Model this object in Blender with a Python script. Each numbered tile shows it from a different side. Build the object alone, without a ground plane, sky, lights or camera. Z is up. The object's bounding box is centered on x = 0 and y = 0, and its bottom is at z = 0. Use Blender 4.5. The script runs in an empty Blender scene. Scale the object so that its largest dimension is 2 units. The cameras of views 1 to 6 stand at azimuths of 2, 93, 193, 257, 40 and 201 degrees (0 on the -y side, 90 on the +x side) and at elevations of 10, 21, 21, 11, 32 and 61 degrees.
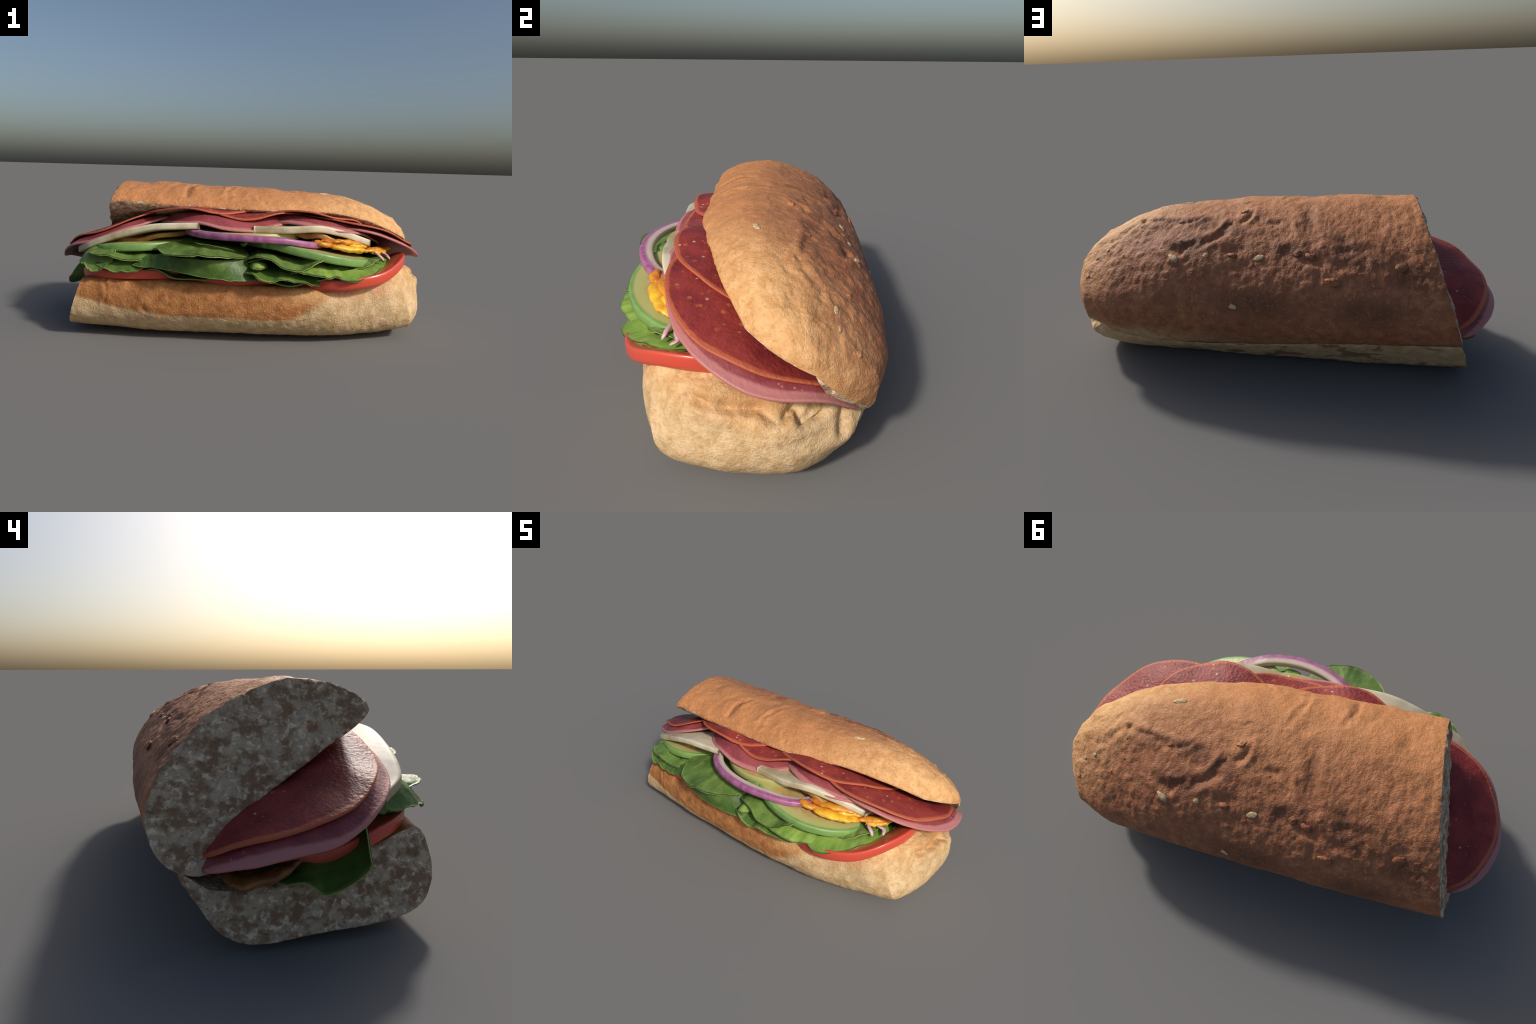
import bpy, math
import numpy as np

rng = np.random.default_rng(7)

# ------------------------------------------------------------------ numeric helpers
def pchip(x, y, xq):
    """Monotone cubic through knots; y may have trailing dimensions."""
    x = np.asarray(x, float); y = np.asarray(y, float); xq = np.asarray(xq, float)
    h = np.diff(x); sh = (-1,) + (1,) * (y.ndim - 1)
    d = np.diff(y, axis=0) / h.reshape(sh)
    m = np.zeros_like(y)
    hs0, hs1 = h[:-1].reshape(sh), h[1:].reshape(sh)
    w1, w2 = 2 * hs1 + hs0, hs1 + 2 * hs0
    with np.errstate(divide='ignore', invalid='ignore'):
        hm = (w1 + w2) / (w1 / d[:-1] + w2 / d[1:])
    m[1:-1] = np.where(d[:-1] * d[1:] > 0, hm, 0.0)
    m[0], m[-1] = d[0], d[-1]
    i = np.clip(np.searchsorted(x, xq, side='right') - 1, 0, len(x) - 2)
    shq = xq.shape + (1,) * (y.ndim - 1)
    t = ((xq - x[i]) / h[i]).reshape(shq); hh = h[i].reshape(shq)
    t = np.clip(t, -0.5, 1.5)
    h00 = 2*t**3 - 3*t**2 + 1; h10 = t**3 - 2*t**2 + t
    h01 = -2*t**3 + 3*t**2; h11 = t**3 - t**2
    return h00*y[i] + h10*hh*m[i] + h01*y[i+1] + h11*hh*m[i+1]

def closed_spline(P, n):
    """Centripetal-ish closed Catmull-Rom; P (k,2) -> (n,2), uniform in arc length."""
    k = len(P); out = []
    for i in range(k):
        p0, p1, p2, p3 = P[i-1], P[i], P[(i+1) % k], P[(i+2) % k]
        d1 = np.linalg.norm(p2-p1)**.5 + 1e-6; d0 = np.linalg.norm(p1-p0)**.5 + 1e-6; d2 = np.linalg.norm(p3-p2)**.5 + 1e-6
        m1 = d1*((p1-p0)/d0 - (p2-p0)/(d0+d1) + (p2-p1)/d1)
        m2 = d1*((p2-p1)/d1 - (p3-p1)/(d1+d2) + (p3-p2)/d2)
        t = np.linspace(0, 1, 24, endpoint=False)[:, None]
        out.append((2*t**3-3*t**2+1)*p1 + (t**3-2*t**2+t)*m1 + (-2*t**3+3*t**2)*p2 + (t**3-t**2)*m2)
    return out

def smooth01(a, b, v):
    t = np.clip((v - a) / (b - a), 0, 1)
    return t * t * (3 - 2 * t)

_perm = np.random.default_rng(3).permutation(256); _perm = np.concatenate([_perm, _perm, _perm])
_grad = np.random.default_rng(4).normal(size=(256, 3)); _grad /= np.linalg.norm(_grad, axis=1)[:, None]
def perlin(P):
    P = np.asarray(P, float); i = np.floor(P).astype(int); f = P - i; u = f*f*f*(f*(f*6-15)+10)
    i &= 255; r = np.zeros(len(P))
    for dx in (0, 1):
        wx = u[:, 0] if dx else 1-u[:, 0]
        for dy in (0, 1):
            wy = u[:, 1] if dy else 1-u[:, 1]
            for dz in (0, 1):
                wz = u[:, 2] if dz else 1-u[:, 2]
                hsh = _perm[_perm[_perm[(i[:, 0]+dx) & 255] + ((i[:, 1]+dy) & 255)] + ((i[:, 2]+dz) & 255)]
                g = _grad[hsh]
                r += wx*wy*wz*((f[:, 0]-dx)*g[:, 0]+(f[:, 1]-dy)*g[:, 1]+(f[:, 2]-dz)*g[:, 2])
    return r
def fbm(P, oct=4, gain=.5):
    r = 0; a = 1; P = np.asarray(P, float)
    for o in range(oct):
        r = r + a*perlin(P + 17.3*o); P = P*2.03; a *= gain
    return r

# ------------------------------------------------------------------ scene helpers
ROOT = bpy.data.objects.new("submarine_sandwich", None)
bpy.context.collection.objects.link(ROOT)
ROOT["label"] = "crusty sub sandwich filled with salami, cheese and salad"
ROOT["category"] = "sandwich"

def make_obj(name, V, F, mats, mat_idx=None, parent=None, origin=None, smooth=True, kind=None):
    V = np.asarray(V, float)
    o = np.zeros(3) if origin is None else np.asarray(origin, float)
    me = bpy.data.meshes.new(name)
    me.from_pydata((V - o).tolist(), [], F if isinstance(F, list) else F.tolist())
    for m in mats: me.materials.append(m)
    if mat_idx is not None: me.polygons.foreach_set("material_index", np.asarray(mat_idx, np.int32))
    me.polygons.foreach_set("use_smooth", np.full(len(me.polygons), smooth))
    me.update()
    ob = bpy.data.objects.new(name, me)
    ob.location = o
    bpy.context.collection.objects.link(ob)
    ob.parent = parent or ROOT
    if kind: ob["kind"] = kind
    return ob

def grid_faces(nu, nv, wrap_v=False, off=0):
    F = []
    vv = nv if wrap_v else nv - 1
    iu = np.arange(nu-1)[:, None]; iv = np.arange(vv)[None, :]
    jn = (iv+1) % nv
    a = iu*nv+iv; b = (iu+1)*nv+iv; c = (iu+1)*nv+jn; d = iu*nv+jn
    return np.stack([a, b, c, d], -1).reshape(-1, 4) + off

def vertex_normals(V, F):
    n = np.zeros_like(V)
    fn = np.cross(V[F[:, 2]]-V[F[:, 0]], V[F[:, 3]]-V[F[:, 1]])
    for k in range(4): np.add.at(n, F[:, k], fn)
    return n/(np.linalg.norm(n, axis=1)[:, None]+1e-12)

# ------------------------------------------------------------------ material helpers
class Mat:
    def __init__(s, name, rough=.6, spec=.4):
        s.m = bpy.data.materials.new(name); s.m.use_nodes = True
        s.nt = s.m.node_tree; s.n = s.nt.nodes; s.l = s.nt.links
        s.b = s.n["Principled BSDF"]; s.b.inputs["Roughness"].default_value = rough
        s.b.inputs["Specular IOR Level"].default_value = spec
        s.tc = s.n.new("ShaderNodeTexCoord"); s.co = s.tc.outputs["Object"]
        s.height = None
    def put(s, sock, v):
        if isinstance(v, bpy.types.NodeSocket): s.l.new(v, sock)
        elif isinstance(v, (tuple, list)):
            sock.default_value = (*v, 1.0) if len(v) == 3 and len(sock.default_value) == 4 else v
        else: sock.default_value = v
    def mapping(s, scale=(1, 1, 1), loc=(0, 0, 0), rot=(0, 0, 0), src=None):
        k = s.n.new("ShaderNodeMapping"); s.l.new(src or s.co, k.inputs["Vector"])
        k.inputs["Scale"].default_value = scale; k.inputs["Location"].default_value = loc; k.inputs["Rotation"].default_value = rot
        return k.outputs[0]
    def noise(s, scale, detail=4, rough=.55, src=None, dist=0):
        k = s.n.new("ShaderNodeTexNoise"); s.l.new(src or s.co, k.inputs["Vector"])
        k.inputs["Scale"].default_value = scale; k.inputs["Detail"].default_value = detail
        k.inputs["Roughness"].default_value = rough; k.inputs["Distortion"].default_value = dist
        return k.outputs["Fac"]
    def voronoi(s, scale, feature='F1', src=None, rand=1):
        k = s.n.new("ShaderNodeTexVoronoi"); s.l.new(src or s.co, k.inputs["Vector"]); k.feature = feature
        k.inputs["Scale"].default_value = scale; k.inputs["Randomness"].default_value = rand
        return k.outputs["Distance"]
    def math(s, op, a, b=0.0, c=None, clamp=False):
        k = s.n.new("ShaderNodeMath"); k.operation = op; k.use_clamp = clamp
        s.put(k.inputs[0], a); s.put(k.inputs[1], b)
        if c is not None: s.put(k.inputs[2], c)
        return k.outputs[0]
    def step(s, v, a, b, lo=0.0, hi=1.0):
        k = s.n.new("ShaderNodeMapRange"); k.interpolation_type = 'SMOOTHSTEP'
        s.put(k.inputs["Value"], v); k.inputs["From Min"].default_value = a; k.inputs["From Max"].default_value = b
        k.inputs["To Min"].default_value = lo; k.inputs["To Max"].default_value = hi
        return k.outputs[0]
    def mix(s, f, a, b, mode='MIX'):
        k = s.n.new("ShaderNodeMix"); k.data_type = 'RGBA'; k.blend_type = mode
        s.put(k.inputs[0], f); s.put(k.inputs[6], a); s.put(k.inputs[7], b)
        return k.outputs[2]
    def xyz(s, src=None):
        k = s.n.new("ShaderNodeSeparateXYZ"); s.l.new(src or s.co, k.inputs[0]); return k.outputs
    def length(s, v):
        k = s.n.new("ShaderNodeVectorMath"); k.operation = 'LENGTH'; s.l.new(v, k.inputs[0]); return k.outputs["Value"]
    def spot(s, centre, size):
        """1 at the centre of an ellipsoidal blotch, 0 outside."""
        v = s.mapping(scale=tuple(1/a for a in size), loc=tuple(-c/a for c, a in zip(centre, size)))
        return s.step(s.length(v), 1.0, .2)
    def color(s, c): s.put(s.b.inputs["Base Color"], c); return s
    def bump(s, h, strength=.3, dist=.01):
        k = s.n.new("ShaderNodeBump"); k.inputs["Strength"].default_value = strength; k.inputs["Distance"].default_value = dist
        s.put(k.inputs["Height"], h); s.l.new(k.outputs[0], s.b.inputs["Normal"]); return s

# ------------------------------------------------------------------ materials
def crust_material(name, bottom=False):
    M = Mat(name, .62, .3)
    X, Y, Z = M.xyz()
    n1 = M.noise(5, 4); n2 = M.noise(22, 5, .6); n3 = M.noise(90, 3, .6); n4 = M.noise(2.2, 3)
    brown = M.mix(M.step(n2, .3, .7), (.28, .099, .046), (.43, .175, .080))
    brown = M.mix(M.math('MULTIPLY', M.step(n4, .55, .70), .45), brown, (.23, .082, .040))
    tan = M.mix(M.step(n2, .3, .7), (.60, .315, .115), (.75, .45, .205))
    pale = M.mix(M.step(n2, .3, .7), (.53, .345, .165), (.70, .505, .29))
    wob = M.math('MULTIPLY', M.math('SUBTRACT', n1, .5), .35)
    if not bottom:
        # lighter gold towards the front, browner on the crown and back, paler at the nose
        front = M.math('ADD', M.math('MULTIPLY', Y, -1.0), wob)
        c = M.mix(M.step(front, -.42, .08), brown, M.mix(.60, brown, (.61, .27, .095)))
        nose = M.math('ADD', M.math('SUBTRACT', X, M.math('MULTIPLY', Y, .95)), wob)
        c = M.mix(M.step(nose, .20, .85), c, tan)
        # burnt patches
        for cen, size in SCORCH:
            c = M.mix(M.math('MULTIPLY', M.spot(cen, size), M.step(n2, .30, .60, .25, .8)), c, (.12, .045, .022))
        low = M.math('ADD', Z, M.math('MULTIPLY', wob, .25))
        c = M.mix(M.math('MULTIPLY', M.step(low, .30, .20), M.step(X, .1, .6, .25, .9)), c, pale)
    else:
        # toasted band on the lower front; its edge dips from the cut end and turns up before the heel
        edge = M.math('ADD', M.math('MULTIPLY', M.math('POWER', M.math('MINIMUM', M.math('ADD', X, .15), 0.0), 2.0), .20), .136)
        lowz = M.math('SUBTRACT', M.math('ADD', Z, M.math('MULTIPLY', wob, .08)), edge)
        xr = M.math('SUBTRACT', M.math('ADD', X, M.math('MULTIPLY', wob, .35)), M.math('MULTIPLY', M.math('SUBTRACT', Z, .12), 1.35))
        crustband = M.math('MULTIPLY', M.step(lowz, -.008, .010), M.step(xr, .31, .25))
        crustband = M.math('MULTIPLY', crustband, M.step(Y, .1, .0))
        toast = M.mix(M.step(n2, .3, .7), (.33, .125, .038), (.50, .215, .072))
        c = M.mix(crustband, pale, toast)
        c = M.mix(M.math('MULTIPLY', M.spot((.38, -.38, .26), (.20, .1, .07)), .6), c, tan)
        # golden flush along the upper rim of the heel
        rim = M.math('MULTIPLY', M.step(M.math('ADD', Z, wob), .22, .42), M.step(X, .35, .7))
        c = M.mix(M.math('MULTIPLY', rim, .8), c, tan)
        c = M.mix(M.math('MULTIPLY', M.spot((.96, .10, .33), (.16, .34, .06)), M.step(n1, .30, .62, .15, .7)), c, (.44, .215, .080))
        # tomato juice under the slice
        st = M.spot((.62, -.36, .30), (.26, .14, .075))
        c = M.mix(M.math('MULTIPLY', st, M.step(n1, .3, .6, .2, .8)), c, (.62, .20, .09))
        # smears on the back
        dirt = M.math('MULTIPLY', M.step(M.noise(9, 3, src=M.mapping((1, 1, 2.5))), .54, .60), M.math('MULTIPLY', M.step(Y, .2, .3), M.step(X, .62, .5)))
        c = M.mix(M.math('MULTIPLY', dirt, .75), c, (.17, .075, .04))
    # speckles: small dark pits
    pits = M.math('MULTIPLY', M.step(M.voronoi(46), .17, .06), M.step(n1, .42, .58))
    c = M.mix(M.math('MULTIPLY', pits, .45), c, (.22, .09, .03))
    c = M.mix(M.step(n3, .55, .75, 0, .5), c, M.mix(.5, c, (.85, .62, .36)))
    c = M.mix(M.step(M.noise(70, 4, .65), .50, .34, 0, .45), c, M.mix(.5, c, (.16, .06, .025)))
    M.color(c)
    h = M.math('ADD', M.math('MULTIPLY', n3, .6), M.math('MULTIPLY', M.noise(160, 2), .5))
    M.bump(h, .55, .010)
    return M.m

def crumb_material():
    M = Mat("crumb", .95, .05)
    w = M.mapping((1, 1, 1.3))
    n = M.noise(18, 5, .62, dist=.15, src=w); n2 = M.noise(40, 5, .66, dist=.2, src=w)
    c = M.mix(M.step(n, .40, .60), (.29, .18, .11), (.52, .41, .29))
    c = M.mix(M.math('MULTIPLY', M.step(n2, .50, .66), M.step(n, .38, .52, .35, 1)), c, (.84, .69, .50))
    c = M.mix(M.math('MULTIPLY', M.step(n2, .40, .30), .8), c, (.21, .12, .07))
    c = M.mix(M.math('MULTIPLY', M.step(M.voronoi(70), .18, .05), .5), c, (.20, .11, .065))
    M.color(c); M.bump(M.math('ADD', n, M.math('MULTIPLY', n2, .6)), .7, .018)
    return M.m

def radial_material(name, rim, body_a, body_b, r0, r1, rough=.35, flecks=None, bump=.25, scale=14, spec=.5):
    """Meat slice: radial rim by distance from the slice's own centre (unit = slice radius via custom object scale)."""
    M = Mat(name, rough, spec)
    X, Y, Z = M.xyz()
    r = M.math('SQRT', M.math('ADD', M.math('MULTIPLY', X, X), M.math('MULTIPLY', Y, Y)))
    r = M.math('ADD', r, M.math('MULTIPLY', M.math('SUBTRACT', M.noise(8, 3), .5), .02))
    n = M.noise(scale, 5, .6)
    c = M.mix(M.step(n, .3, .7), body_a, body_b)
    if flecks:
        for s, lo, col, amt in flecks:
            c = M.mix(M.math('MULTIPLY', M.step(M.voronoi(s), lo, lo*.5), M.step(M.noise(s*.35, 2), .48, .6, 0, amt)), c, col)
    c = M.mix(M.step(r, r0, r1), c, rim)
    M.color(c); M.bump(M.math('ADD', n, M.math('MULTIPLY', M.noise(70, 3), .6)), bump, .012)
    M.b.inputs["Subsurface Weight"].default_value = .08
    M.b.inputs["Subsurface Radius"].default_value = (.03, .01, .006)
    M.b.inputs["Subsurface Scale"].default_value = .3
    return M.m

def leaf_material(name, dark, light, edge):
    M = Mat(name, .45, .4)
    n = M.noise(5, 4); n2 = M.noise(55, 3); n3 = M.noise(16, 4, src=M.mapping((1, .35, 1)))
    c = M.mix(M.step(n, .34, .64), dark, light)
    c = M.mix(M.math('MULTIPLY', M.step(n3, .52, .70), .45), c, edge)
    c = M.mix(M.math('MULTIPLY', M.step(n2, .5, .8), .25), c, edge)
    M.color(c); M.bump(M.math('ADD', n3, M.math('MULTIPLY', n2, .5)), .35, .012)
    tr = M.n.new("ShaderNodeBsdfTranslucent"); M.l.new(c, tr.inputs["Color"])
    mx = M.n.new("ShaderNodeMixShader"); mx.inputs[0].default_value = .15
    out = M.n["Material Output"]
    M.l.new(M.b.outputs[0], mx.inputs[1]); M.l.new(tr.outputs[0], mx.inputs[2]); M.l.new(mx.outputs[0], out.inputs[0])
    return M.m

def plain_material(name, a, b, scale=12, rough=.4, bump=.2, spec=.5, sss=0, stretch=(1, 1, 1)):
    M = Mat(name, rough, spec)
    n = M.noise(scale, 4, .6, src=M.mapping(stretch))
    M.color(M.mix(M.step(n, .3, .7), a, b)); M.bump(M.math('ADD', n, M.math('MULTIPLY', M.noise(scale*5, 2), .4)), bump, .01)
    if sss:
        M.b.inputs["Subsurface Weight"].default_value = sss
        M.b.inputs["Subsurface Radius"].default_value = (.03, .012, .008)
        M.b.inputs["Subsurface Scale"].default_value = .3
    return M.m

# scorched blotches on the crown (centre, half sizes)
SCORCH = [((.34, .38, .63), (.17, .075, .07)), ((.19, .29, .68), (.09, .07, .05)), ((-.34, .37, .635), (.09, .09, .07)),
          ((-.41, .41, .61), (.13, .07, .08)), ((-.165, .21, .72), (.045, .12, .06)), ((-.10, .39, .63), (.14, .06, .06)),
          ((-.62, .44, .55), (.13, .09, .09)), ((.33, .25, .69), (.12, .05, .05)), ((.50, .24, .68), (.16, .035, .05)),
          ((-.25, -.10, .73), (.03, .12, .06)), ((.02, .52, .43), (.30, .06, .09)), ((-.45, .52, .42), (.25, .06, .10))]

MAT_CRUST_TOP = crust_material("crust_top")
MAT_CRUST_BOTTOM = crust_material("crust_bottom", True)
MAT_CRUMB = crumb_material()

# ------------------------------------------------------------------ bread
# cross-sections (y, z): lip, over the crown, down the back, hinge, back along the cut face
TOP_X = [-.861, -.30, .10, .45, .67, .85]
TOP_SEC = np.array([
 [(-.213,.672),(-.13,.735),(.02,.766),(.17,.735),(.345,.640),(.462,.515),(.512,.392),(.490,.305),(.425,.243),(.335,.235),(.20,.400),(-.02,.535)],
 [(-.205,.655),(-.13,.720),(.02,.757),(.18,.733),(.362,.640),(.487,.514),(.540,.388),(.510,.285),(.425,.210),(.335,.210),(.20,.475),(.00,.590)],
 [(-.190,.645),(-.10,.715),(.03,.748),(.19,.724),(.372,.630),(.493,.504),(.543,.378),(.515,.262),(.428,.178),(.345,.180),(.20,.485),(.00,.605)],
 [(-.105,.637),(-.05,.687),(.06,.726),(.21,.702),(.385,.612),(.505,.490),(.545,.370),(.515,.250),(.432,.165),(.355,.170),(.22,.460),(.05,.590)],
 [(-.030,.598),(.01,.645),(.10,.680),(.23,.660),(.37,.578),(.472,.472),(.528,.370),(.510,.260),(.440,.190),(.370,.210),(.25,.430),(.10,.550)],
 [(.060,.528),(.09,.572),(.15,.602),(.23,.592),(.33,.530),(.415,.455),(.470,.380),(.478,.315),(.460,.262),(.370,.255),(.30,.400),(.17,.487)]])
# hinge, down the back, across the base, up the front, lower lip, back along the cut face
BOT_X = [-.861, -.30, .10, .45, .70, .80, .90]
BOT_SEC = np.array([
 [(.425,.240),(.378,.155),(.320,.078),(.233,.036),(.00,.031),(-.20,.036),(-.338,.078),(-.380,.165),(-.350,.292),(-.18,.255),(.05,.190),(.335,.190)],
 [(.425,.205),(.365,.115),(.305,.050),(.210,.008),(.00,.000),(-.20,.003),(-.345,.055),(-.418,.160),(-.400,.300),(-.20,.260),(.05,.200),(.335,.185)],
 [(.428,.172),(.370,.105),(.305,.045),(.210,.006),(.00,.000),(-.20,.003),(-.345,.060),(-.418,.160),(-.398,.297),(-.20,.250),(.05,.190),(.345,.155)],
 [(.432,.158),(.375,.095),(.310,.047),(.210,.008),(.00,.000),(-.18,.005),(-.322,.055),(-.385,.160),(-.362,.285),(-.20,.245),(.05,.190),(.355,.145)],
 [(.440,.185),(.390,.110),(.325,.058),(.230,.016),(.02,.006),(-.15,.016),(-.268,.070),(-.314,.175),(-.292,.305),(-.17,.290),(.05,.240),(.365,.180)],
 [(.462,.238),(.415,.145),(.335,.072),(.240,.024),(.04,.012),(-.13,.030),(-.240,.080),(-.288,.190),(-.268,.330),(-.14,.335),(.07,.285),(.360,.210)],
 [(.468,.300),(.440,.225),(.360,.120),(.250,.042),(.08,.026),(-.11,.046),(-.210,.092),(-.245,.210),(-.215,.375),(-.08,.395),(.10,.375),(.345,.305)]])

def cut_shift(y, z):          # the knife went through at a slant
    return .322*z - .088*y - .013

def loft_bread(XS, SEC, nose, n_len, n_cap, per_seg, blunt=2.0):
    """Returns ring grid V[nu, nv, 3] from cut end to nose (cap shrinks to the section's middle)."""
    xs = np.linspace(XS[0], XS[-1], n_len)
    sec = pchip(XS, SEC, xs)                                   # nu,12,2
    rings = []
    cut_len = abs(XS[0]) - .30
    for x, s in zip(xs, sec):
        q = np.concatenate([g[::max(1, 24//per_seg)] for g in closed_spline(s, 0)])
        k = smooth01(-.10, XS[0], np.array(x)) if False else np.clip((-.05 - x)/(abs(XS[0])-.05), 0, 1)
        rings.append(np.column_stack([x + k*cut_shift(q[:, 0], q[:, 1]), q]))
    last = rings[-1]; c = last.mean(0); c[1:] = nose[1:]
    for f in np.sin(np.linspace(math.pi/2, 0, n_cap+1)[1:]):
        f = max(f, .002)
        r = last.copy(); r[:, 1:] = c[1:] + (last[:, 1:]-c[1:])*f
        r[:, 0] = XS[-1] + (nose[0]-XS[-1])*(1-f**blunt)
        rings.append(r)
    return np.array(rings)

def polyline_dist(P, line):
    """Distance from points P (n,3) to a 3D polyline."""
    L = np.asarray(line, float); best = np.full(len(P), 9.)
    for a, b in zip(L[:-1], L[1:]):
        ab = b-a; t = np.clip(((P-a)@ab)/(ab@ab), 0, 1)
        best = np.minimum(best, np.linalg.norm(P-(a+t[:, None]*ab), axis=1))
    return best

def fill_face(ring, step):
    from mathutils.geometry import delaunay_2d_cdt
    from mathutils import Vector
    n = len(ring); pts = [Vector(p) for p in ring]
    lo, hi = ring.min(0), ring.max(0)
    gy, gz = np.meshgrid(np.arange(lo[0], hi[0], step), np.arange(lo[1], hi[1], step))
    g = np.column_stack([gy.ravel(), gz.ravel()])
    a, b = ring, np.roll(ring, -1, 0)
    inside = np.zeros(len(g), bool); near = np.zeros(len(g), bool)
    for p, q in zip(a, b):
        c = (p[1] > g[:, 1]) != (q[1] > g[:, 1])
        with np.errstate(divide='ignore', invalid='ignore'):
            xi = (q[0]-p[0])*(g[:, 1]-p[1])/(q[1]-p[1])+p[0]
        inside ^= c & (g[:, 0] < xi)
    for p in a: near |= ((g-p)**2).sum(1) < (step*.6)**2
    g = g[inside & ~near]
    pts += [Vector(p) for p in g]
    vo, _, fo, *_r = delaunay_2d_cdt(pts, [(i, (i+1) % n) for i in range(n)], [], 1, 1e-7)
    return np.array([tuple(v) for v in vo]), np.array([tuple(f) for f in fo])

# creases torn in the crust: polyline, half width, depth
CREASES = [
 ([(.628,.23,.67),(.509,.245,.682),(.451,.257,.683),(.396,.259,.689),(.347,.229,.698)], .011, (.013, 't')),
 ([(.106,.203,.711),(.175,.281,.684),(.203,.322,.667),(.258,.363,.642),(.319,.387,.626),(.368,.399,.612),(.438,.378,.616)], .017, (.024, 't')),
 ([(-.155,.131,.74),(-.166,.193,.727),(-.173,.252,.707),(-.172,.301,.683)], .022, (.012, 't')),
 ([(-.266,-.163,.704),(-.251,-.06,.745),(-.234,.002,.756)], .013, (.012, 't')),
 ([(.06,.226,.709),(.026,.257,.70),(-.025,.264,.694),(-.073,.263,.694)], .016, (.010, 't')),
 ([(-.042,-.041,.737),(-.031,.029,.746),(-.01,.067,.748)], .012, (.009, 't')),
 ([(.201,.121,.736),(.157,.115,.732),(.105,.097,.738)], .009, (.009, 't')),
 ([(-.087,.382,.633),(-.134,.404,.619),(-.188,.425,.597),(-.257,.418,.604),(-.348,.431,.583)], .018, (.014, 't')),
 ([(-.323,.335,.658),(-.349,.367,.632),(-.413,.398,.617)], .030, (.011, 't')),
 ([(-.443,.308,.681),(-.459,.263,.705),(-.475,.217,.725)], .020, (.007, 't')),
 ([(-.491,-.041,.756),(-.49,.04,.764),(-.522,.082,.761)], .022, (.006, 't')),
 ([(.404,.40,.607),(.327,.419,.601),(.228,.404,.616),(.115,.389,.622)], .020, (.011, 't')),
 ([(-.044,-.144,.697),(-.064,-.093,.725),(-.049,-.026,.74)], .011, (.009, 't')),
 ([(.122,-.164,.676),(.109,-.14,.694),(.104,-.116,.71)], .009, (.009, 't')),
 ([(.53,-.06,.64),(.567,-.03,.66),(.571,.01,.684),(.55,.06,.70)], .016, (.006, 't')),
 ([(.616,.222,.676),(.659,.251,.655),(.722,.279,.622),(.773,.299,.587)], .014, (.010, 't')),
 ([(-.60,-.20,.68),(-.57,-.14,.72),(-.55,-.06,.75)], .018, (.005, 't')),
 ([(-.38,-.19,.67),(-.36,-.12,.725),(-.33,-.03,.755)], .014, (.006, 't')),
 # heel of the lower bread (measured across the end face only)
 ([(0,-.10,.327),(0,-.06,.318),(0,-.01,.312),(0,.05,.309),(0,.118,.300),(0,.185,.283),(0,.22,.292),(0,.245,.266),(0,.30,.268),(0,.34,.29)], .013, (.028, 'h')),
 ([(0,-.10,.290),(0,.0,.275),(0,.1,.265),(0,.2,.255)], .030, (-.004, 'h')),
 ([(0,-.155,.340),(0,-.163,.290),(0,-.177,.227),(0,-.190,.163)], .014, (-.010, 'h')),
 ([(0,.355,.290),(0,.370,.260),(0,.375,.20)], .014, (.022, 'h')),
 ([(0,-.14,.38),(0,-.02,.372),(0,.08,.36),(0,.20,.345)], .026, (.014, 'h')),
 # splits across the lower front crust
 ([(-.62,-.37,.29),(-.615,-.395,.24),(-.625,-.40,.19)], .010, (.009, 'b')),
 ([(-.42,-.37,.29),(-.425,-.40,.23),(-.42,-.40,.16)], .010, (.006, 'b')),
 ([(-.20,-.37,.29),(-.21,-.40,.23),(-.20,-.40,.17)], .009, (.006, 'b')),
 ([(.27,-.375,.115),(.30,-.38,.155),(.36,-.38,.185),(.45,-.375,.235)], .012, (.006, 'b')),
]


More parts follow.
